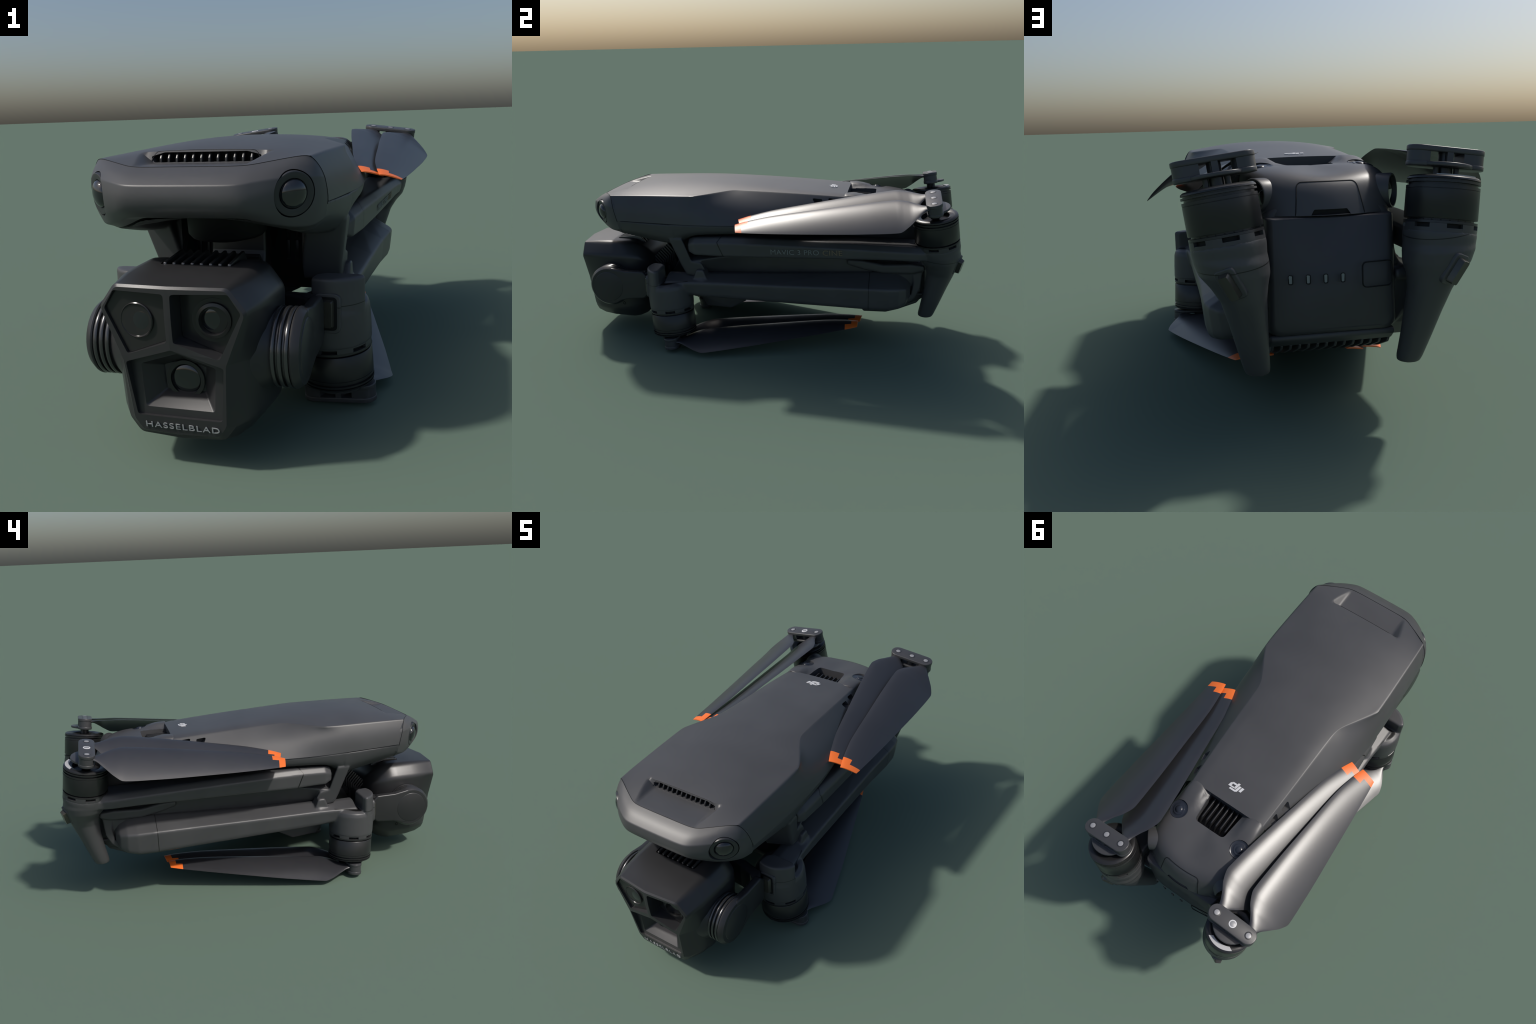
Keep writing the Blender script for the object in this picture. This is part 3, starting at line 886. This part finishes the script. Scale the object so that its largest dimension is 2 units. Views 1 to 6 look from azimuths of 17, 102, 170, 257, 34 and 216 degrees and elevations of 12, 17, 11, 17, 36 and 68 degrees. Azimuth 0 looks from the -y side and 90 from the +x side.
# folded front cap: strips from each side to the centre ridge
half_n = n//2
cen = {0: 0, half_n: half_n}
base = len(verts)
for j in range(1, half_n):
    z = HR[0][j][2]
    cen[j] = base + j - 1
    verts.append((0, cam_front(0, z), z))
for j in range(half_n):
    a, b = j, j+1
    for q in ((a, b, cen[b], cen[a]), ((n-a) % n, (n-b) % n, cen[b], cen[a])):
        q = tuple(dict.fromkeys(q))
        if len(q) > 2: faces.append(q)
head = raw("camera_head", verts, faces)
W_TOP = [(-.150, .481), (-.0095, .479), (-.0095, .357), (-.122, .316), (-.180, .434)]
W_LOW = [(0, .336), (.130, .294), (.115, .147), (-.115, .147), (-.130, .294)]
cutters = []
for s, depth in ((1, -.968), (-1, -.935)):
    poly = fillet([(-x*s*-1, z) for x, z in W_TOP], .010, 4)
    cutters.append(prism("c", poly, XZ, depth, -1.06, taper=1.03))
cutters.append(prism("c", fillet(W_LOW, .010, 4), XZ, -.952, -1.06, taper=1.05))
hood = prism("c", fillet([(-.098, .165), (.098, .165), (.105, .285), (0, .318), (-.105, .285)], .008, 3), XZ, -.956, -.905, taper=.55)
cutters.append(hood)
cutters.append(box("c", (-.104, -.803, .494), (.104, -.67, .55), .01))
cut(head, cutters)
finish(head, M_CAM, angle=30)
def inset(poly, k, c): return [(c[0]+(x-c[0])*k, c[1]+(z-c[1])*k) for x, z in poly]
for s, y in ((-1, -.9685), (1, -.9355)):
    pane = fillet(inset([(x*-s, z) for x, z in W_TOP], .985, (.09*s, .405)), .010, 4)
    finish(prism("camera_window", pane, XZ, y-.0015, y+.004), M_WINDOW, head)
# head vent fins
fins = []
for i in range(8):
    x = -.090 + i*.0262
    fins.append(prism("f", [(-.803, .49), (-.798, .514), (-.68, .526), (-.65, .49)], YZ, x-.0042, x+.0042, .001))
finish(join("head_fins", fins), M_CAMRING, head)["kind"] = "stuff"
# lenses behind the windows
def lens(c, r, nrm, parts, glass_r):
    F = frame(c, nrm, (0, 0, 1))
    rim = finish(lathe("camera_lens_barrel", [(a*r, b) for a, b in parts], F, 56), M_WINDOW, head)
    gr = glass_r*r
    finish(lathe("camera_lens_glass", [(gr, -.012)] + [(gr*math.cos(a), .22*gr*math.sin(a)-.004) for a in [k*math.pi/16 for k in range(8)]] + [(0, .22*gr-.004)], F, 56), M_GLASS, rim)
lens((-.095, -.9665, .404), .046, (-.08, -1, 0), [(1, -.02), (1, .006), (.95, .008), (.88, .004), (.86, -.02)], .86)
lens((.098, -.9355, .405), .056, (.1, -1, 0), [(1, -.02), (1, .004), (.82, .004), (.80, .012), (.66, .014), (.60, .004), (.56, -.02)], .62)
lens((.002, -.9085, .232), .052, (0, -1, 0), [(1, -.02), (1, .004), (.80, .004), (.78, -.02)], .78)
finish(box("window_floor", (-.17, -.915, .14), (.17, -.90, .48)), M_WINDOW, head) if False else None
lettering("maker_lettering", "HASSELBLAD", frame((-.097, -.9585, .1145), V((0, -1, -.172)), (1, 0, 0)), .0230, M_MAKER, .0010, 1.15, .204, head)

# gimbal tilt discs with ring grooves on both sides
GY, GZ = -.793, .298
for s in (1, -1):
    F = frame((0, GY, GZ), (s, 0, 0), (0, 0, 1))
    boss = finish(lathe("tilt_boss", [(.140, .150), (.122, .182), (.110, .205), (.100, .217), (.098, .224)], F), M_CAM, head)
    pr = [(.094, .215)]
    for h in (.222, .240, .258):
        pr += [(.096, h), (.105, h+.001), (.107, h+.004), (.107, h+.009), (.105, h+.012), (.096, h+.013)]
    pr += [(.096, .275)]
    finish(lathe("tilt_ring", pr, F), M_CAMRING, head)
    cap = lathe("d", [(.098, .270), (.106, .273), (.108, .277), (.107, .281), (.095, .296), (.084, .297), (.080, .297), (.079, .2985), (.077, .2995), (0, .2995)], F)
    for dy, dz in ((.062, .118), (.040, -.125)):
        finish(lathe("head_screw_hole", [(.009, -.01), (.009, .002), (.006, .003), (.005, -.004)], frame((s*.2055, GY+dy, GZ+dz), (s, 0, .1 if dz > 0 else -.1), (0, 0, 1)), 20), M_DARK, head)
    arm = prism("a", fillet([(-.785, .205), (-.69, .232), (-.60, .240), (-.575, .26), (-.575, .36), (-.60, .385), (-.70, .385), (-.785, .400)], .016, 4), YZ, .262, .298, .008)
    turn_in = prism("t", fillet([(.296, -.66), (.294, -.60), (.265, -.555), (.18, -.535), (.06, -.53), (.06, -.565), (.17, -.575), (.235, -.595), (.262, -.62), (.262, -.66)], .012, 4), I4, .245, .380, .008)
    ob = join("gimbal_bracket", [cap, arm, turn_in])
    if s < 0:
        pass
    # arm / turn were drawn for +x; mirror them for -x
    if s < 0:
        cnt = len(ob.data.vertices)
        for v in ob.data.vertices:
            if v.co.x > 0: v.co.x *= -1
        bm = bmesh.new(); bm.from_mesh(ob.data); bmesh.ops.recalc_face_normals(bm, faces=bm.faces); bm.to_mesh(ob.data); bm.free()
    finish(ob, M_CAM)
# roll motor, yaw arm and ribbed cable behind the head
finish(lathe("roll_motor", [(.05, -.06), (.085, -.055), (.09, -.03), (.09, .02), (.07, .03)], frame((0, -.545, .33), (0, 1, 0), (1, 0, 0))), M_CAM)
finish(prism("yaw_arm", fillet([(-.53, .30), (-.46, .28), (-.395, .34), (-.37, .46), (-.36, .62), (-.44, .62), (-.445, .48), (-.47, .40)], .02, 4), YZ, -.09, .09, .01), M_MOTOR)
finish(lathe("yaw_motor", [(.08, .0), (.108, .008), (.118, .02), (.120, .09)], frame((0, -.535, .540), (0, -.06, 1), (1, 0, 0))), M_DARK)
fins = []
for i in range(9):
    t = i/8
    y, z = lerp(-.612, -.530, t), lerp(.388, .468, t)
    fins.append(prism("f", [(y-.004, z+.012), (y+.004, z+.018), (y+.040, z-.022), (y+.040, z-.07), (y+.033, z-.07), (y+.033, z-.026)], YZ, -.095, .095, .001))
finish(join("cable_ribs", fins), M_MOTOR)["kind"] = "stuff"
finish(prism("cable_block", fillet([(-.62, .385), (-.535, .468), (-.49, .455), (-.48, .345), (-.57, .325)], .01, 3), YZ, -.085, .085, .004), M_DARK)

# ------------------------------------------------------------------ maker mark on the shell (bars and a ring)
def on_shell(a, b):
    """a along -x, b along -y from the mark's centre"""
    y = .358 - b
    return V((-a, y, .7975 + (.358-y)*.064 + .0013))
def mark(poly):
    top = [on_shell(a, b) for a, b in poly]
    low = [p - V((0, 0, .004)) for p in top]
    n = len(poly)
    return raw("m", top+low, [tuple(range(n)), tuple(range(n, 2*n))] + [(i, (i+1) % n, n+(i+1) % n, n+i) for i in range(n)])
k = .25
def sk(pts): return [(a + k*b, b) for a, b in pts]
strokes = [sk([(-.040, -.006), (-.029, -.006), (-.029, .009), (-.040, .004)]), sk([(-.040, .004), (-.029, .004), (-.010, .004), (-.010, .012), (-.032, .012)]),
           sk([(-.040, -.012), (-.004, -.012), (-.004, -.006), (-.040, -.006)]), sk([(-.012, -.012), (-.002, -.012), (-.002, .019), (-.012, .019)]),
           sk([(-.026, -.023), (.004, -.023), (.011, -.018), (.011, .010), (.001, .010), (.001, -.015), (-.026, -.015)]),
           sk([(.015, -.012), (.026, -.012), (.026, .010), (.015, .010)])]
strokes.append(sk([(.015, .0), (.026, .0), (.040, .0), (.040, .0)])) if False else None
finish(join("maker_mark", [mark(s_) for s_ in strokes]), M_WHITE, shell)
